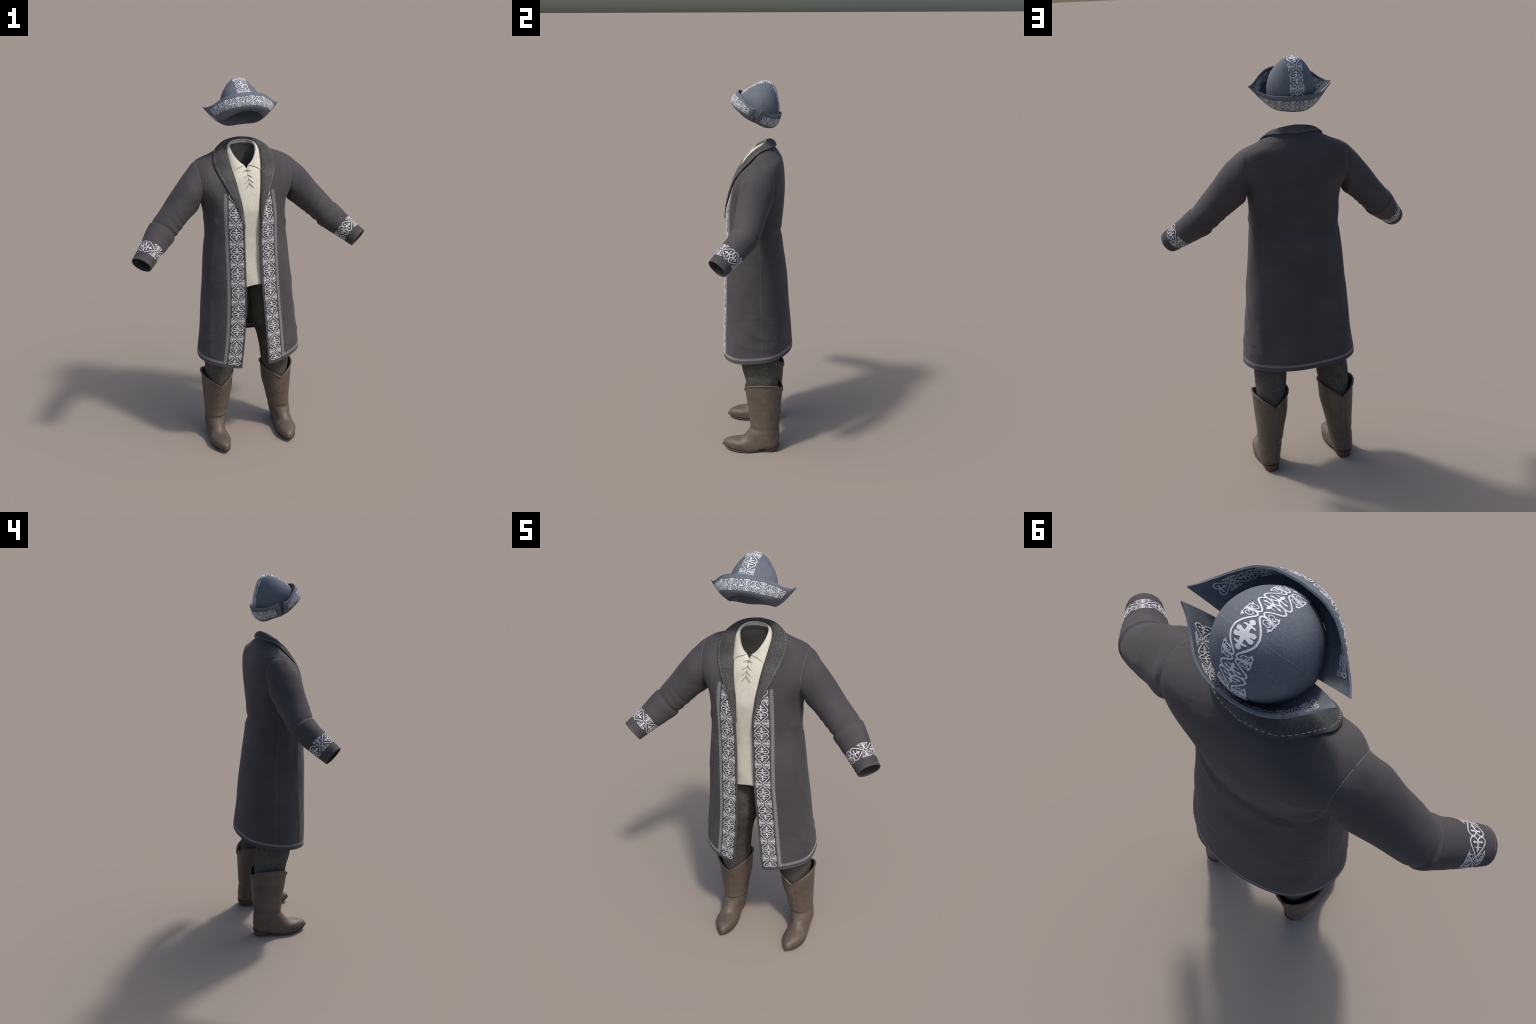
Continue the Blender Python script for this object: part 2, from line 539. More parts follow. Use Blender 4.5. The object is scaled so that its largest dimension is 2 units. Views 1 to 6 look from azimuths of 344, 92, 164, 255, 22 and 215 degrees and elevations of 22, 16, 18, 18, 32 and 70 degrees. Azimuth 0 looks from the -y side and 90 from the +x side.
# the shawl collar: fold line and outer edge from the lapel end to the nape (wearer's left)
half_fold = [(.0385, -.158, 1.290), (.044, -.150, 1.36), (.053, -.136, 1.42), (.066, -.107, 1.50), (.0775, -.073, 1.562), (.089, -.032, 1.622),
             (.088, .005, 1.655), (.074, .042, 1.678), (.045, .065, 1.692), (0, .074, 1.698)]
half_out = [(.0415, -.159, 1.282), (.064, -.150, 1.37), (.092, -.134, 1.44), (.122, -.108, 1.502), (.147, -.070, 1.558), (.157, -.030, 1.600),
            (.151, .008, 1.632), (.126, .050, 1.654), (.076, .090, 1.661), (0, .106, 1.662)]
lapel_edge = catmull(half_out, 90)[:60]


def clear_of_lapel(P):
    lim = np.interp(P[:, 2], lapel_edge[:, 2], lapel_edge[:, 0]) - .007
    return (P[:, 2] < 1.285) | (np.abs(P[:, 0]) > lim)


for side in (-1, 1):
    for tile in range(3):
        for k in range(3):
            L = (tile_len - 0.006) / 3
            zc = tile_z + 0.003 + tile * tile_len + (k + .5) * L

            def place(a, b, side=side, zc=zc, L=L):
                d = STRIP_OFF + STRIP_W / 2 + a * STRIP_W / 2 / .99
                z = zc + b * (L / 2 / UNIT)
                return on_front(side, d, z), front_normal(side, d, z)
            v, f = applique(FINE, place, keep=clear_of_lapel)
            if len(f):
                add("embroidered_motif", v, f, M_WHITE, coat, 30)

# narrow braid beside the ornament and round the hem
BW = 0.0155
parts = []
for side in (-1, 1):
    n = 43
    L = (1.462 - 0.534) / n
    for k in range(n):
        def place(a, b, side=side, zc=.534 + (k + .5) * L, L=L):
            d = STRIP_OFF + STRIP_W + .0055 + BW / 2 + a * BW / 2
            z = zc + b * (L / 2 / UNIT)
            return on_front(side, d, z), front_normal(side, d, z)
        parts.append(applique(COARSE, place, .0008))
# hem arc length
HEM_Z = 0.541
ph = np.linspace(-2.75, 2.75, 800)
hp = coat_phi(ph, np.full_like(ph, HEM_Z))
hl = np.concatenate([[0], np.cumsum(np.linalg.norm(np.diff(hp, axis=0), axis=1))])


def x_phi(x, z):
    r = coat_rows(np.array(z))
    return PI - math.asin((x / r[0]) ** (r[4] / 2))


p_r = -x_phi(.084 + .105 - .012, HEM_Z)
p_l = x_phi(.065 + .105 - .012, HEM_Z)
s0, s1 = np.interp(p_r, ph, hl), np.interp(p_l, ph, hl)
n = int(round((s1 - s0) / 0.0215))
for k in range(n):
    def place(a, b, k=k):
        L = (s1 - s0) / n
        s = s0 + (k + .5) * L + b * (L / 2 / UNIT)
        phi = np.interp(s, hl, ph)
        z = HEM_Z + a * BW / 2
        return coat_phi(phi, z), surf_normal(coat_phi, phi, z, .01, .004, -1)
    parts.append(applique(COARSE, place, .0008))

    if s0 + (k + .5) * (s1 - s0) / n > hl[-1] * .25 and s0 + (k + .5) * (s1 - s0) / n < hl[-1] * .75:
        def place_in(a, b, k=k):
            P, N = place(a, b)
            return P - N * .0052, -N
        parts.append(applique(COARSE, place_in, .0008))
v, f = join(parts)
add("braid_trim", v, f, M_BRAID, coat, 30, "stuff")

# seam threads: hem edge, front edges, side seams
parts = []
for zz in (.520,):
    q = np.linspace(-2.7, 2.7, 500)
    P = coat_phi(q, np.full_like(q, zz))
    parts.append(stitches(P, surf_normal(coat_phi, q, np.full_like(q, zz), .01, .004, -1), .006, .0015, .0007, .0006))
for side in (-1, 1):
    z = np.linspace(.519, 1.27, 400)
    parts.append(stitches(on_front(side, .004, z), front_normal(side, .004, z), .006, .0015, .0007, .0006))
    z = np.linspace(.522, 1.38, 400)
    q = np.full_like(z, side * 1.36) + side * .04 * smoothstep(1.0, 1.3, z)
    parts.append(stitches(coat_phi(q, z), surf_normal(coat_phi, q, z, .01, .004, -1), .006, .0015, .0008, .0006))
v, f = join(parts)
add("seam_stitch", v, f, M_SEAM, coat, 30, "stuff")

# ------------------------------------------------------------------ sleeves
# s, centre xyz, "upper" half axis xyz, "front" half axis xyz
sleeve_rows = smooth_table([
    (0.0, .170, .026, 1.510, -.010, .000, .085, 0, -.080, .004),
    (0.10, .2315, .0235, 1.499, .0055, -.004, .1095, 0, -.0900, .003),
    (0.22, .266, .018, 1.459, .026, -.002, .098, 0, -.0885, .004),
    (0.38, .322, .004, 1.400, .044, .000, .070, -.002, -.0800, .008),
    (0.54, .385, -.014, 1.333, .048, .004, .054, -.006, -.0725, .014),
    (0.66, .434, -.030, 1.281, .0475, .008, .0500, -.014, -.066, .018),
    (0.72, .450, -.043, 1.265, .0475, .008, .0500, -.022, -.060, .024),
    (0.84, .506, -.094, 1.216, .0415, .004, .0440, -.026, -.052, .026),
    (0.95, .552, -.138, 1.176, .0370, .002, .0385, -.024, -.0445, .024),
    (1.0, .570, -.155, 1.161, .0360, .002, .0375, -.023, -.0430, .023)])


# the armhole: where the body reaches the shoulder plane; the sleeve is sewn onto exactly that curve
def body_reach(y, z):
    r = coat_rows(z)
    a, yc, yf, yb, sec = (r[..., k] for k in range(5))
    b = np.where(y > yc, yb - yc, yc - yf)
    return a * np.maximum(1 - np.minimum(np.abs((y - yc) / b), 1) ** sec, 0) ** (1 / sec)


ARM_S = .10
arm_phi = np.linspace(0, 2 * PI, 241)
_r = sleeve_rows(np.full(241, ARM_S))
arm_ring = _r[:, 0:3] + _r[:, 3:6] * np.cos(arm_phi)[:, None] + _r[:, 6:9] * np.sin(arm_phi)[:, None]
_d = (arm_ring - _r[:, 0:3])[:, 1:]
_lo, _hi = np.full(241, .2), np.full(241, 1.6)
for _ in range(40):
    m = (_lo + _hi) / 2
    inside = body_reach(_r[:, 1] + _d[:, 0] * m, _r[:, 2] + _d[:, 1] * m) > arm_ring[:, 0]
    _lo, _hi = np.where(inside, m, _lo), np.where(inside, _hi, m)
arm_fix = np.stack([np.zeros(241), _d[:, 0] * (_lo - 1), _d[:, 1] * (_lo - 1)], axis=1)
print("armhole scale", _lo.min(), _lo.max())


def sleeve_S(side):
    def S(phi, s):
        r = sleeve_rows(s)
        C, A, B = r[..., 0:3], r[..., 3:6], r[..., 6:9]
        c, sn = np.cos(phi)[..., None], np.sin(phi)[..., None]
        # the turned forearm piece starts with a lip just below the elbow, creases gather around it
        sl = s + .016 * np.cos(phi - 2.2)
        lip = .055 * smoothstep(.662, .675, sl) * (1 - smoothstep(.69, .80, sl)) - .035 * np.exp(-((sl - .648) / .018) ** 2)
        inner = smoothstep(-.2, 1.0, np.cos(phi - 2.6))
        wr = .022 * np.sin(sl * 95 + 1.7 * np.sin(phi * 2)) * inner * np.exp(-((s - .56) / .10) ** 2)
        wr = wr + .013 * np.sin(phi * 3 + s * 22 + side) * np.exp(-((s - .40) / .18) ** 2)
        wr = wr + .012 * np.sin(sl * 60 + phi) * np.exp(-((s - .78) / .07) ** 2)
        k = ((1 + lip + wr) * (.70 + .30 * smoothstep(.055, .100, s)))[..., None]
        P = C + (A * c + B * sn) * k
        ph = np.mod(phi, 2 * PI)
        fix = np.stack([np.interp(ph, arm_phi, arm_fix[:, j]) for j in range(3)], axis=-1)
        P = P + fix * ((1 - smoothstep(ARM_S, .27, s)) * smoothstep(.055, ARM_S, s))[..., None]
        return P * np.array([side, 1, 1])
    return S


def sleeve_n(S, side, phi, s):
    n = surf_normal(S, phi, s, .01, .004)
    r = sleeve_rows(s)
    C = r[..., 0:3] * np.array([side, 1, 1])
    sg = np.sign(np.sum(n * (S(phi, s) - C), axis=-1, keepdims=True))
    return n * sg


for side in (-1, 1):
    S = sleeve_S(side)
    q = np.arange(96) / 96 * 2 * PI
    s = np.linspace(0, 1, 190)
    Q, SS = np.meshgrid(q, s, indexing="ij")
    P = S(Q, SS)
    flip = np.mean(np.sum(grid_normals(P, True) * (P - P.mean(axis=0, keepdims=True)), axis=-1)) < 0
    v, f = sheet(P, .004, True, flip)
    sleeve = add("sleeve", v, f, M_COAT, coat, 50)
    # armhole seam thread, cuff edge threads
    q = np.linspace(0, 2 * PI, 300)
    parts = []
    for sv, r in ((.104, .0009), (.985, .0007)):
        sv = np.full_like(q, sv)
        parts.append(stitches(S(q, sv), sleeve_n(S, side, q, sv), .008, .0009, r, .0008))
    v, f = join(parts)
    add("sleeve_stitch", v, f, M_SEAM, sleeve, 30, "stuff")
    # cuff fold line: a thin raised roll
    q = np.linspace(0, 2 * PI, 97)
    sv = np.full_like(q, .955)
    v, f = tube(S(q, sv) - sleeve_n(S, side, q, sv) * .0008, .0022, 6, cap=False)
    add("cuff_fold", v, f, M_COAT, sleeve, 60)
    # cuff ornament: three units round the wrist
    s_mid, half = .880, .0325
    ring = S(q, np.full_like(q, s_mid))
    rl = np.concatenate([[0], np.cumsum(np.linalg.norm(np.diff(ring, axis=0), axis=1))])
    axis_len = np.linalg.norm(np.diff(sleeve_rows(np.array([.82, .94]))[:, :3], axis=0)) / .12
    for k in range(3):
        def place(a, b, k=k, S=S, side=side):
            t = (k + .5 + (.78 if side > 0 else .28) + b / 2 / UNIT * .995) / 3 % 1
            phi = np.interp(t * rl[-1], rl, q)
            sv = s_mid + a * half / axis_len
            return S(phi, sv), sleeve_n(S, side, phi, sv)
        v, f = applique(FINE, place)
        add("cuff_motif", v, f, M_WHITE, sleeve, 30)

        def place_in(a, b, place=place):
            P, N = place(a, b)
            return P - N * .0045, -N
        v, f = applique(FINE, place_in)
        add("cuff_motif", v, f, M_BRAID, sleeve, 30)

# ------------------------------------------------------------------ shawl collar
def both(h):
    h = catmull(h, 90)
    r = h * np.array([-1, 1, 1])
    return np.vstack([r, h[::-1][1:]])


Cf, Co = both(half_fold), both(half_out)
cbvh = BVHTree.FromPolygons([tuple(x.co) for x in coat_body.data.vertices], [tuple(p.vertices) for p in coat_body.data.polygons])
nC = len(Cf)
HUB = np.array([0, .03, 1.47])


def blur(A, times):
    for _ in range(times):
        A[1:-1] = A[1:-1] * .5 + (A[:-2] + A[2:]) * .25
    return A


# the outer edge rests just above the cloth
D = np.zeros_like(Co)
for i in range(nC):
    q, n, _, _ = cbvh.find_nearest(Vector(Co[i]))
    q, n = np.array(q), np.array(n)
    if n @ (q - HUB) < 0:
        n = -n
    D[i] = np.clip(.0085 - (Co[i] - q) @ n, -.02, .02) * n
Co = Co + blur(D, 25)
U = np.abs(np.linspace(-1, 1, nC))          # 1 at the lapel ends, 0 at the nape
along = unit(np.gradient((Cf + Co) / 2, axis=0))
out = unit(np.cross(along, Co - Cf))
out *= np.sign(np.sum(out * ((Cf + Co) / 2 - HUB), axis=1, keepdims=True))
out = blur(out, 10)
W = np.linspace(0, 1, 24)
IN = 7
P = np.zeros((nC, IN + len(W), 3))
depth = (.028 * (1 - U) ** .5 + .003)[:, None]
inn = Cf * np.array([.95, 1, 1]) - out * .006 + unit(np.array([0, .02, 1.55]) - Cf) * depth
for k in range(IN):
    w = (k / IN) ** .8
    P[:, k] = inn * (1 - w) + Cf * w
bulge = ((.0045 + .0075 * (1 - U)) * (1 - U ** 10))[:, None]
for k, w in enumerate(W):
    P[:, IN + k] = Cf * (1 - w) + Co * w + out * bulge * (math.sin(PI * w) * .8 + .2 * math.sin(PI * w ** .6))
flip = np.mean(grid_normals(P)[:, 10:, 2]) < 0
v, f = sheet(P, .006, False, flip)
shawl = add("shawl_collar", v, f, M_LAPEL, coat, 45)
N = grid_normals(P) * (-1 if flip else 1)
k = IN + len(W) - 4
parts = []
m1, m2 = int(nC * .33), int(nC * .67)
parts.append(stitches(P[m1:m2, k], N[m1:m2, k], .008, .006, .0010, .0012))
for lo, hi in ((4, m1), (m2, nC - 4)):
    parts.append(stitches(P[lo:hi, k], N[lo:hi, k], .0030, .0034, .0009, .0012, stagger=.0017, jitter=.4))
v, f = join(parts)
add("collar_stitch", v, f, M_THREAD, shawl, 30, "stuff")

# =================================================================== SHIRT
shirt = empty("laced_shirt", (0, 0, .96), "cream linen shirt with folded collar and laced neck slit", "shirt")
half_neck = [(0, -.0605, 1.566), (.0105, -.0555, 1.584), (.033, -.046, 1.602), (.053, -.026, 1.630), (.065, .003, 1.660), (.059, .034, 1.677),
             (.034, .054, 1.686), (0, .060, 1.688)]
NR = 128
qs = np.arange(NR) / NR * 2 * PI


def neck_loop(n=NR // 2):
    h = np.vstack([catmull(half_neck[:2], 6)[:-1], catmull(half_neck[1:], n - 4)])
    r = h[::-1] * np.array([-1, 1, 1])
    loop = np.vstack([h, r[1:-1]])
    return loop


LOOP = neck_loop()
NR = len(LOOP)
ang = np.linspace(0, 2 * PI, NR, endpoint=False)   # 0 front, pi back


def shirt_ring(z):
    a, yc, yf, yb = smooth_shirt(np.array(z))
    s, c = np.sin(ang), np.cos(ang)
    x = a * np.sign(s) * np.abs(s) ** .9
    b = np.where(c > 0, yc - yf, yb - yc)
    y = yc - b * np.sign(c) * np.abs(c) ** .9
    zz = z + np.zeros_like(x)
    if z < .99:
        zz = zz + .004 * np.sin(ang * 9 + 1) + .003 * np.sin(ang * 4)
    return np.stack([x, y, zz], axis=1)


smooth_shirt = smooth_table([(.96, .185, .0, -.150, .120), (1.1, .188, .0, -.140, .115), (1.25, .185, .01, -.136, .115), (1.36, .185, .015, -.136, .12), (1.43, .18, .02, -.124, .12)])
rows = [shirt_ring(z) for z in np.linspace(.968, 1.43, 60)]
base = rows[-1]
for w in np.linspace(0, 1, 26)[1:]:
    # chest closing to the neck line, slightly bowed out
    r = base * (1 - w) + LOOP * w
    r = r + np.stack([LOOP[:, 0] * 0, np.where(np.cos(ang) > 0, -.008, .03) * np.sin(PI * w), .012 * np.sin(PI * w) + 0 * ang], axis=1)
    rows.append(r)
P = np.stack(rows, axis=1)
cx = P.mean(axis=0, keepdims=True)
flip = np.mean(np.sum(grid_normals(P, True) * (P - cx), axis=-1)) < 0
# soft creases in the cloth
Nn = grid_normals(P, True) * (-1 if flip else 1)
zz = P[..., 2]
P = P + Nn * (.0022 * np.sin(zz * 26 + np.sin(P[..., 0] * 30) * 1.5) * smoothstep(1.25, 1.1, zz))[..., None]
v, f = sheet(P, .003, True, flip)
add("shirt_body", v, f, M_SHIRT, shirt, 50)
body_P = P
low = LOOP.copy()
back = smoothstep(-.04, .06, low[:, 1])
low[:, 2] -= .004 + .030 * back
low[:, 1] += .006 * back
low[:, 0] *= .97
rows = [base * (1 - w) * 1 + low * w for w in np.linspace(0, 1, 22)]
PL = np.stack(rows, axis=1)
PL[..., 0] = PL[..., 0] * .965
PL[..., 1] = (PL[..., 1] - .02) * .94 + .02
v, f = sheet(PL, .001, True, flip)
add("neck_shade_sheet", v, f, M_NECKSHADE, shirt, 60)

# folded collar leaves
for side in (-1, 1):
    top = catmull(half_neck[1:], 60)
    low = catmull([(.080, -.060, 1.548), (.085, -.042, 1.580), (.088, -.016, 1.612), (.086, .010, 1.640), (.075, .038, 1.656), (.046, .062, 1.665), (0, .070, 1.668)], 60)
    W = np.linspace(0, 1, 18)
    P = np.zeros((60, 18, 3))
    for k, w in enumerate(W):
        p = top * (1 - w) + low * w
        n = unit(p - np.array([0, .02, 1.60]))
        endlift = np.exp(-np.arange(60) / 9.0)[:, None]
        p = p + n * (.0055 * math.sin(PI * min(1, w * 1.1 + .08)))
        p = p + endlift * np.array([0, 0, .0085]) * math.sin(PI * w)
        p = p + np.array([0, -.006, 0]) * w * endlift + np.array([0, -.003, .0015])
        P[:, k] = p
    P[..., 0] *= side
    flip = np.mean(np.sum(grid_normals(P) * (P - np.array([0, .02, 1.60])), axis=-1)) < 0
    v, f = sheet(P, .0035, False, flip)
    add("shirt_collar", v, f, M_SHIRT, shirt, 45)

# lacing
sbvh = BVHTree.FromPolygons([tuple(p) for p in body_P.reshape(-1, 3).tolist()], [tuple(map(int, q)) for q in grid_faces(body_P.shape[0], body_P.shape[1], True)])


def on_shirt(x, z, lift=.0015):
    hit = sbvh.ray_cast(Vector((x, -.5, z)), Vector((0, 1, 0)))
    y = hit[0].y if hit[0] else -.06
    return np.array([x, y - lift, z])


def lace(pts, r=.0014, lift=.0018):
    path = catmull([on_shirt(x, z, lift) for x, z in pts], 16)
    path[1:-1, 1] -= .0012 * np.sin(np.linspace(0, PI, 14))
    v, f = tube(path, r, 6)
    add("lace", v, f, M_LACE, shirt, 60)


lace([(-.021, 1.556), (.0, 1.556), (.020, 1.559)], .0018)
lace([(-.012, 1.562), (.004, 1.561), (.012, 1.557)], .0014)
for zc, dx, dz in ((1.541, .020, .014), (1.522, .021, .019), (1.503, .021, .026)):
    lace([(-.001, zc), (-dx * .5, zc - dz * .55), (-dx, zc - dz)], .0012)
    lace([(.001, zc + .001), (dx * .5, zc - dz * .4), (dx, zc - dz * .95)], .0017)
v, f = tube(np.array([on_shirt(0, z, .0003) for z in np.linspace(1.563, 1.49, 14)]), .0009, 6)
add("neck_slit", v, f, M_NECKSHADE, shirt, 60)

# =================================================================== TROUSERS
trousers = empty("wool_trousers", (0, 0, .33), "charcoal wool trousers tucked into boots", "trousers")
leg_rows = smooth_table([  # z, centre x, half x, centre y, half y
    (.26, .168, .064, .045, .080), (.33, .166, .066, .043, .083), (.40, .163, .071, .037, .089), (.50, .156, .078, .020, .096), (.60, .141, .081, .008, .104),
    (.70, .116, .092, .000, .112), (.78, .096, .098, -.002, .118), (.88, .088, .092, -.002, .120), (1.02, .084, .090, -.002, .118)])
for side in (-1, 1):
    z = np.linspace(.26, 1.02, 110)
    q = np.arange(80) / 80 * 2 * PI
    Q, Z = np.meshgrid(q, z, indexing="ij")
    r = leg_rows(Z)
    wr = 1 + .012 * np.sin(Z * 60 + 2 * np.sin(Q + side)) * smoothstep(.62, .40, Z) + .008 * np.sin(Q * 4 + Z * 15)
    P = np.stack([(r[..., 0] + r[..., 1] * wr * np.sign(np.cos(Q)) * np.abs(np.cos(Q)) ** .93) * side,
                  r[..., 2] + r[..., 3] * wr * np.sign(np.sin(Q)) * np.abs(np.sin(Q)) ** .93, Z], axis=-1)
    flip = np.mean(np.sum(grid_normals(P, True) * (P - P.mean(axis=0, keepdims=True)), axis=-1)) < 0
    v, f = sheet(P, .003, True, flip)
    add("trouser_leg", v, f, M_TROUSER, trousers, 60)

# =================================================================== BOOTS
# ring k: front y, z; heel/sole side y, z; half width; centre x; squareness of the sole side
boot_rows = smooth_table([
    (0, -.062, .430, .149, .430, .087, .170, 2.0), (1, -.051, .320, .145, .320, .082, .171, 2.0), (2, -.037, .230, .138, .230, .070, .177, 2.0),
    (3, -.029, .160, .132, .152, .0605, .183, 2.0), (3.6, -.029, .140, .131, .118, .0590, .186, 2.0), (4.5, -.041, .111, .132, .076, .0560, .190, 2.1),
    (5.4, -.058, .092, .126, .036, .0500, .193, 3.0), (6.3, -.074, .079, .065, .024, .0470, .195, 5.0), (7.2, -.090, .073, .005, .012, .0505, .193, 6.0),
    (8.2, -.108, .070, -.055, .004, .0525, .1915, 6.0), (9.2, -.132, .0665, -.108, .006, .0435, .188, 5.0), (10.2, -.156, .060, -.148, .012, .0290, .1845, 3.6),
    (11.0, -.171, .052, -.171, .019, .0160, .1815, 3.0), (11.5, -.1775, .045, -.1795, .025, .0080, .181, 2.6), (11.7, -.178, .036, -.179, .033, .0010, .181, 2.0)])
K_END = 11.7
TOP_LOW, TOP_RISE = .347, .062


def boot_S(side):
    def S(phi, k):
        """phi 0 = front / instep, pi = back / sole."""
        r = boot_rows(k)
        F, Kp = r[..., 0:2], r[..., 2:4]
        hw, xc, sq = r[..., 4], r[..., 5], r[..., 6]
        c, s = np.cos(phi), np.sin(phi)
        e = np.where(c > 0, 2.0 / 2.1, 2.0 / sq)
        cc = np.sign(c) * np.abs(c) ** e
        ss = np.sign(s) * np.abs(s) ** np.where(c > 0, 2.0 / 2.1, 2.0 / sq)
        mid, ax = (F + Kp) / 2, (F - Kp) / 2
        crease = 1 - .034 * np.exp(-((k - 3.35 - .25 * np.cos(phi)) / .26) ** 2) + .022 * np.exp(-((k - 2.95 - .25 * np.cos(phi)) / .25) ** 2)
        crease = crease + .010 * np.sin(k * 9 + phi * 2) * np.exp(-((k - 3.3) / .7) ** 2)
        yz = mid + ax * (cc * crease)[..., None]
        x = xc + hw * ss * crease
        return np.stack([x * side, yz[..., 0], yz[..., 1]], axis=-1)
    return S


def boot_top(phi):
    zt = TOP_LOW + TOP_RISE * np.abs(np.sin(phi)) ** .85
    return (.430 - zt) / .110


sole_rows = smooth_table([  # y, centre x, half width, bottom z, top z
    (-.186, .181, .003, .024, .031), (-.178, .1815, .0105, .0205, .029), (-.160, .1838, .0255, .0110, .0180), (-.130, .1875, .0400, .0042, .0110), (-.095, .190, .0500, .0005, .0080),
    (-.055, .1915, .0530, .0000, .0070), (-.025, .1920, .0520, .0035, .0105), (.010, .1925, .0485, .0115, .0180), (.040, .193, .045, .0180, .0250), (.080, .1925, .0455, .0240, .0310),
    (.100, .192, .038, .0270, .0340), (.112, .192, .024, .0290, .0355), (.117, .192, .005, .0300, .0365)])

for side in (-1, 1):
    boot = empty("leather_boot", (side * .19, 0, 0), "brown leather riding boot with pointed toe and notched top", "boot")
    S = boot_S(side)
    q = np.arange(120) / 120 * 2 * PI
    t = np.concatenate([np.linspace(0, 3, 50), np.linspace(3, 9, 90)[1:], np.linspace(9, K_END, 50)[1:]])
    Q, T = np.meshgrid(q, t, indexing="ij")
    k0 = boot_top(Q)
    Kk = np.where(T < 3, k0 + (3 - k0) * T / 3, T)
    P = S(Q, Kk)
    flip = np.mean(np.sum(grid_normals(P, True) * (P - P.mean(axis=0, keepdims=True)), axis=-1)) < 0
    v, f = sheet(P, .0035, True, flip)
    upper = add("boot_upper", v, f, M_LEATHER, boot, 70)

    def bn(phi, k):
        n = surf_normal(S, phi, k, .02, .03)
        r = boot_rows(k)
        c = np.stack([r[..., 5] * side, (r[..., 0] + r[..., 2]) / 2, (r[..., 1] + r[..., 3]) / 2], axis=-1)
        return n * np.sign(np.sum(n * (S(phi, k) - c), axis=-1, keepdims=True))
    # rolled binding round the notched top
    qq = np.concatenate([np.linspace(0, PI, 60), np.linspace(PI, 2 * PI, 60)[1:]])
    line = S(qq, boot_top(qq))
    line = line + bn(qq, boot_top(qq) + .02) * .001
    v, f = tube(line, .0052, 8, cap=False)
    add("top_binding", v, f, M_BIND, boot, 60)
    # thread lines
    parts = []

    def run(phi, k, l=.004, g=.0015, r=.0008):
        phi, k = np.asarray(phi, float), np.asarray(k, float)
        parts.append(stitches(S(phi, k), bn(phi, k), l, g, r, .0005))
    run(np.full(60, .0), np.linspace(boot_top(np.array(0.)) + .12, 5.5, 60))
    run(np.full(60, PI), np.linspace(boot_top(np.array(0.)) + .12, 3.9, 60))
    qq = np.linspace(.02, 2 * PI - .02, 240)
    run(qq, boot_top(qq) + .12)
    va = np.array(catmull([(0, 5.2), (.35, 5.35), (.62, 6.0), (.85, 6.9), (1.25, 7.45), (1.7, 7.6), (2.3, 7.7)], 60))
    run(va[:, 0], va[:, 1])
    run(-va[:, 0], va[:, 1])
    va = np.array(catmull([(PI, 3.95), (2.75, 4.15), (2.45, 4.8), (2.2, 5.6)], 50))
    run(va[:, 0], va[:, 1])
    run(2 * PI - va[:, 0], va[:, 1])
    v, f = join(parts)
    add("boot_stitch", v, f, M_BOOTTHREAD, upper, 30, "stuff")
    parts = []
    for off in (0, .16, .32):
        arch = catmull([(PI / 2, .85 + off), (1.15, 1.15 + off), (.86 + off * .5, 1.75), (.80 + off * .5, 2.3), (.95 + off * .5, 2.75), (PI / 2, 2.95)], 70)
        run(arch[:, 0], arch[:, 1], .003, .002)
        run(PI - arch[:, 0], arch[:, 1], .003, .002)
        run(-arch[:, 0], arch[:, 1], .003, .002)
        run(PI + arch[:, 0], arch[:, 1], .003, .002)
    v, f = join(parts)
    add("tooled_panel", v, f, M_PANEL, upper, 30, "stuff")
    # sole with a narrow welt
    y = np.concatenate([np.linspace(-.186, -.15, 24), np.linspace(-.148, .109, 60), np.linspace(.1105, .117, 14)])
    r = sole_rows(y)
    xc, hw, zb, zt = r.T
    hw = np.maximum(hw - .0018, .002)
    ring = []
    prof = [(-.90, 0), (-1.0, .25), (-1.0, .8), (-.95, 1), (-.3, 1), (.3, 1), (.95, 1), (1.0, .8), (1.0, .25), (.90, 0), (.3, 0), (-.3, 0)]
    for a, h in prof:
        ring.append(np.stack([(xc + hw * a) * side, y, zb + (zt - zb) * h], axis=-1))
    P = np.stack(ring, axis=0)
    n, m = P.shape[:2]
    fl = grid_faces(n, m, True, side > 0)
    faces = [list(a) for a in fl] + [[i * m for i in range(n)], [i * m + m - 1 for i in range(n)][::-1]]
    add("sole", P.reshape(-1, 3), faces, M_SOLE, boot, 50)
    # welt seam, a pale leather strip along the edge of the sole
    w1 = np.stack([(xc + hw * 1.0) * side, y, zt - .001], axis=-1)
    w2 = np.stack([(xc - hw * 1.0) * side, y, zt - .001], axis=-1)
    v, f = tube(resample(np.vstack([w1[::-1], w2]), .004), .0010, 6)
    add("welt", v, f, M_PANEL, boot, 60)
    # stacked heel, D shaped, tapering a little
    rings = []
    for h in np.linspace(0, 1, 10):
        tpr = .90 + .10 * h
        a = np.linspace(0, 2 * PI, 64, endpoint=False)
        cx_, cy_ = np.cos(a), np.sin(a)
        xx = .0385 * tpr * np.sign(cx_) * np.abs(cx_) ** .8
        yy = np.where(cy_ > 0, .046 * tpr * np.abs(cy_) ** .95, -.040 * tpr * np.abs(cy_) ** .35)
        z = .0 + h * (.026 + .11 * (yy + .04) * .8)
        rings.append(np.stack([(.191 + xx) * side, .083 + yy + .004 * h, z + 0 * a], axis=-1))
    P = np.stack(rings, axis=1)
    n, m = P.shape[:2]
    faces = [list(a) for a in grid_faces(n, m, True, side < 0)] + [[i * m for i in range(n)][::1 if side < 0 else -1], [i * m + m - 1 for i in range(n)][::-1 if side < 0 else 1]]
    add("heel", P.reshape(-1, 3), faces, M_HEEL, boot, 50)

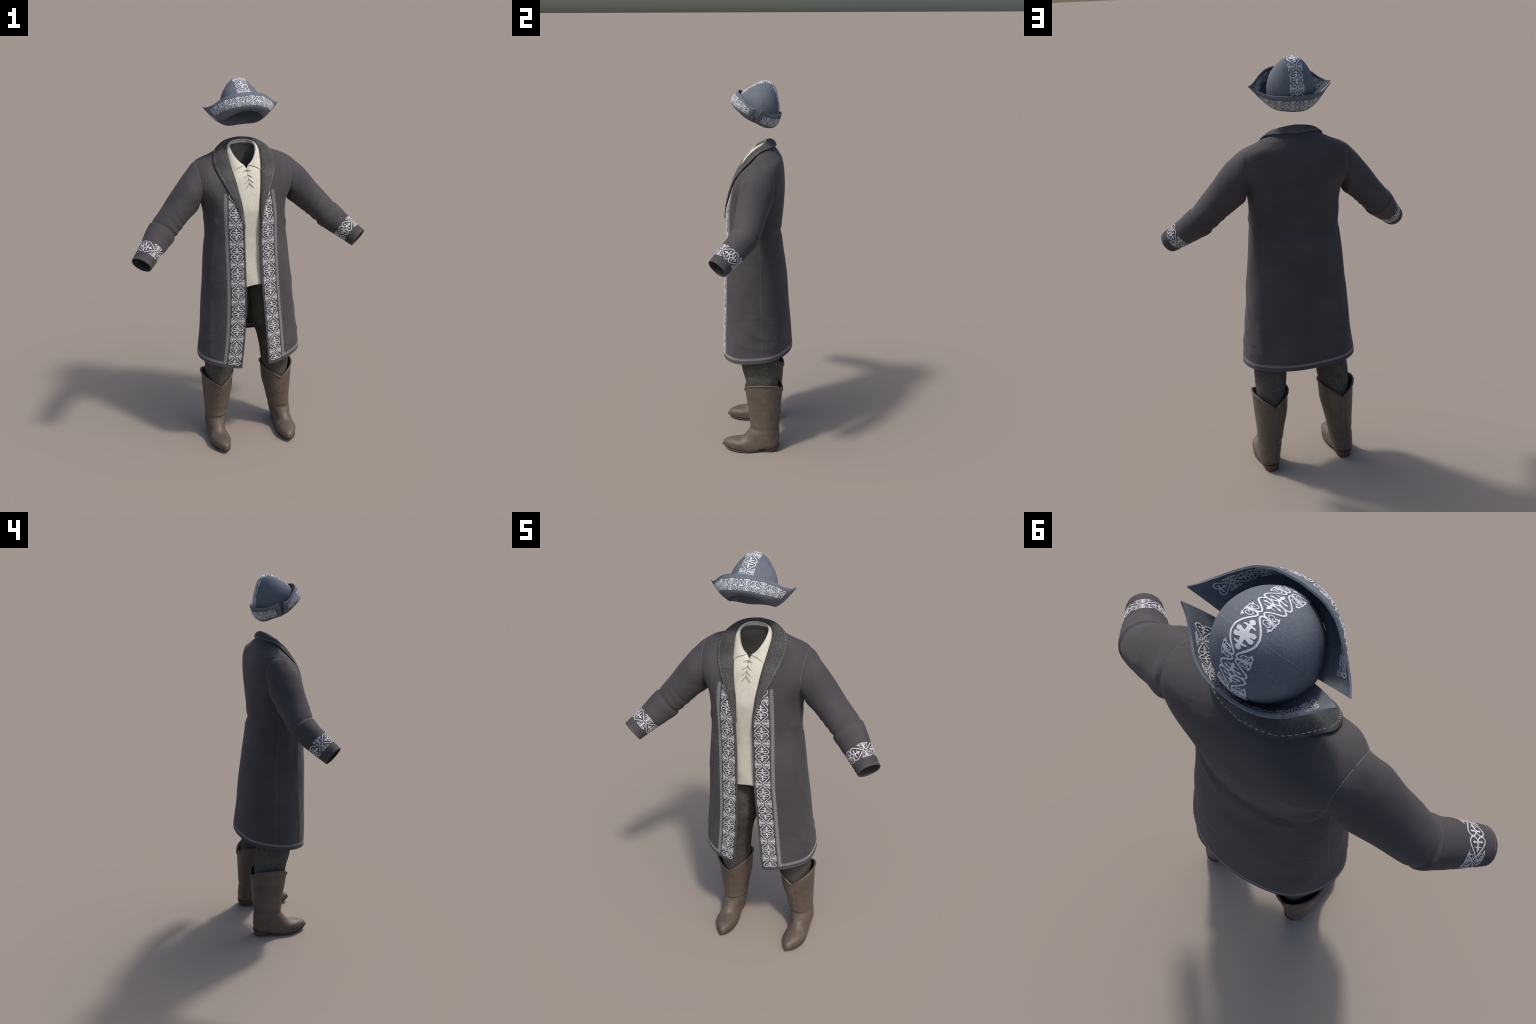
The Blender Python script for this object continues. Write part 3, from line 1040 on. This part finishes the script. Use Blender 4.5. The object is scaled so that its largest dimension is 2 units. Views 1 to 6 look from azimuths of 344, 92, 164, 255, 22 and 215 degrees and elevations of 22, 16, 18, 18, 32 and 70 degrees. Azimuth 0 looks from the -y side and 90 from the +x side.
# =================================================================== HAT
hat = empty("felt_hat", (0, 0, 1.756), "blue grey felt hat with turned-up split brim and scroll embroidery", "hat")
TILT = math.radians(23)
HO = np.array([0, -.002, 1.80])
HV = np.array([0, math.cos(TILT), -math.sin(TILT)])     # towards the nape
HW = np.array([0, math.sin(TILT), math.cos(TILT)])      # hat axis
HU = np.array([1.0, 0, 0])


def hat_pt(u, v, w):
    return HO + np.asarray(u)[..., None] * HU + np.asarray(v)[..., None] * HV + np.asarray(w)[..., None] * HW


crown_rows = smooth_table([  # s, height, front v, back v, half u
    (0, -.004, -.116, .104, .104), (.25, .05, -.121, .106, .105), (.45, .095, -.113, .101, .100), (.62, .135, -.091, .079, .086), (.74, .162, -.070, .060, .069),
    (.85, .185, -.051, .043, .050), (.92, .197, -.036, .030, .035), (.97, .2045, -.021, .013, .019), (.99, .2068, -.009, -.001, .006), (1.0, .207, -.0053, -.0047, .0004)])


ARCH = .025


def crown_S(phi, s):
    r = crown_rows(s)
    h, vf, vb, hu = r[..., 0], r[..., 1], r[..., 2], r[..., 3]
    vc = (vf + vb) / 2 * (.5 + .5 * smoothstep(.8, .97, s))
    c, sn = np.cos(phi), np.sin(phi)
    v = vc + np.where(c > 0, vb - vc, vc - vf) * c
    h = h + ARCH * np.where(c < 0, c * c, 0) * np.maximum(0, 1 - s / .3)      # the front edge arches up
    return hat_pt(hu * sn, v, h)


q = np.arange(96) / 96 * 2 * PI
s = np.concatenate([np.linspace(0, .8, 50), np.linspace(.81, 1, 40)])
Q, SS = np.meshgrid(q, s, indexing="ij")
P = crown_S(Q, SS)
flip = np.mean(np.sum(grid_normals(P, True) * (P - HO), axis=-1)) < 0
v, f = sheet(P, .004, True, flip)
f = [list(x) for x in f] + [[int(i * len(s) + len(s) - 1) for i in range(96)]]
crown = add("crown", v, f, M_HAT, hat, 60)
crown_bvh = BVHTree.FromPolygons(P.reshape(-1, 3).tolist(), [tuple(map(int, a)) for a in grid_faces(96, len(s), True)] + [tuple(i * len(s) + len(s) - 1 for i in range(96))])

# crown ornament: a band over the top from front to nape; a unit joint lies on the summit
sag_s = np.linspace(0, 1, 300)
line = np.vstack([crown_S(np.full(300, PI), sag_s), crown_S(np.zeros(300), sag_s[::-1])[1:]])
sl = np.concatenate([[0], np.cumsum(np.linalg.norm(np.diff(line, axis=0), axis=1))])
tang = unit(np.gradient(line, axis=0))
for _ in range(12):
    tang[1:-1] = unit(tang[1:-1] * .5 + (tang[:-2] + tang[2:]) * .25)
sag_n = unit(np.cross(HU[None], tang))
if sag_n[len(sag_n) // 2] @ HW < 0:
    sag_n = -sag_n
top = sl[299]
CW, CL = .066, .095
crest = top + .007


def crown_place(t, lat):
    C = np.stack([np.interp(t, sl, line[:, k]) for k in range(3)], axis=1)
    N = unit(np.stack([np.interp(t, sl, sag_n[:, k]) for k in range(3)], axis=1))
    Pt, Nn = [], []
    for c, n, x in zip(C, N, lat):
        o = c + HU * x + n * .06
        hit = crown_bvh.ray_cast(Vector(o), Vector(-n))
        if hit[0] is None:
            hit = crown_bvh.find_nearest(Vector(c + HU * x))
        nn = np.array(hit[1])
        if nn @ n < 0:
            nn = -nn
        Pt.append(np.array(hit[0]))
        Nn.append(unit(nn * .5 + n * .5))
    return np.array(Pt), np.array(Nn)


brim_line = .088
for k in (-2, -1, 0, 1):
    def place(a, b, k=k):
        t = np.clip(crest + (k + .5) * CL + b * (CL / 2 / UNIT) * (-1 if k == 0 else 1), sl[0] + .002, sl[-1] - .002)
        return crown_place(t, a * CW / 2)
    def keep(P):
        w = (P - HO) @ HW
        front = ((P - HO) @ HV) < 0
        return np.where(front, w > .045, w > .03)
    v, f = applique(SUMMIT if k in (-1, 0) else FINE, place, .0011, .0015, keep)
    add("crown_motif", v, f, M_HATORN, crown, 30)
# side seams
parts = []
for sg in (1, -1):
    st = np.linspace(.02, .93, 120)
    q = np.full_like(st, sg * PI / 2)
    P = crown_S(q, st)
    parts.append(stitches(P, unit(P - HO), .004, .002, .0007, .0007))
v, f = join(parts)
add("crown_stitch", v, f, M_HATSEAM, crown, 30, "stuff")

# brim flaps: base ring, outward belly, top edge
front_edge = smooth_table([(0, 0, -.134, .106), (.25, .047, -.130, .104), (.45, .086, -.117, .099), (.65, .124, -.088, .087), (.82, .158, -.055, .071), (.93, .180, -.029, .068), (1, .194, -.011, .075)])
back_edge = smooth_table([(0, 0, .119, .082), (.30, .050, .115, .081), (.55, .098, .096, .076), (.75, .134, .065, .069), (.90, .163, .037, .072), (1, .184, .020, .080)])


def flap(front):
    tab = front_edge if front else back_edge

    def S(p, h):
        ap = np.abs(p)
        sg = np.where(p < 0, -1.0, 1.0)
        e = tab(ap)
        E = np.stack([e[..., 0] * sg, e[..., 1], e[..., 2]], axis=-1)
        th = p * (PI / 2 - (.05 if front else .05))
        ca, sa = np.cos(th), np.sin(th)
        if front:
            B = np.stack([.106 * sa, -.118 * ca, -.002 + ARCH * ca**2], axis=-1)
            out = .056 * (1 - .25 * ap**2)
            M = np.stack([(.106 + out) * sa, -(.118 + out) * ca, .014 + .006 * ap + .0025 * np.sin(p * 8 + 1) + .3 * ARCH * ca**2], axis=-1)
        else:
            wob = .003 * np.sin(p * 7 + .6)
            B = np.stack([.106 * sa, .102 * ca, -.006 + wob * .8], axis=-1)
            out = .030 + .018 * ap**2
            M = np.stack([(.106 + out) * sa, (.102 + out) * ca, .008 + .010 * ap + wob], axis=-1)
        hh = h[..., None]
        Q = (1 - hh) ** 2 * B + 2 * hh * (1 - hh) * M + hh**2 * E
        # the free corners stay straight and pointed
        return hat_pt(Q[..., 0], Q[..., 1], Q[..., 2])
    return S


for front in (True, False):
    S = flap(front)
    p = np.linspace(-1, 1, 141)
    h = np.linspace(0, 1, 40)
    Pp, H = np.meshgrid(p, h, indexing="ij")
    P = S(Pp, H)
    flip = np.mean(np.sum(grid_normals(P) * (P - HO), axis=-1)) < 0
    v, f = sheet(P, .0045, False, flip)
    fl = add("brim_flap", v, f, M_HAT, hat, 50)
    sg = -1 if flip else 1

    def fn(p, h, S=S, sg=sg):
        return surf_normal(S, p, h, .008, .01, sg)
    # edge thread
    pe = np.linspace(-.96, .96, 300)
    he = np.full_like(pe, .93)
    v, f = stitches(S(pe, he), fn(pe, he), .003, .002, .0007, .0007)
    add("brim_stitch", v, f, M_HATSEAM, fl, 30, "stuff")
    h_mid, h_half = (.665, .215) if front else (.56, .27)
    ln = S(p, np.full_like(p, h_mid))
    ll = np.concatenate([[0], np.cumsum(np.linalg.norm(np.diff(ln, axis=0), axis=1))])
    mid = ll[70] - (.012 if front else 0.01)
    reach = (ll[-1] / 2 - (.030 if front else .026))
    for sgn in (-1, 1):
        L = (reach - .004 - sgn * (-.010)) / 3
        for k in range(3):
            def place(a, b, sgn=sgn, k=k, L=L):
                t = mid + sgn * (.003 + (k + .5) * L) + b * (L / 2 / UNIT)
                pp = np.interp(t, ll, p)
                hh = h_mid + a * h_half
                return S(pp, hh), fn(pp, hh)
            v, f = applique(FINE, place, .0009, .001)
            add("brim_motif", v, f, M_HATORN, fl, 30)

            def place_in(a, b, place=place):
                P, N = place(a, b)
                return P - N * .0047, -N
            v, f = applique(FINE, place_in, .0009, .001)
            add("brim_motif", v, f, M_HATORN, fl, 30)
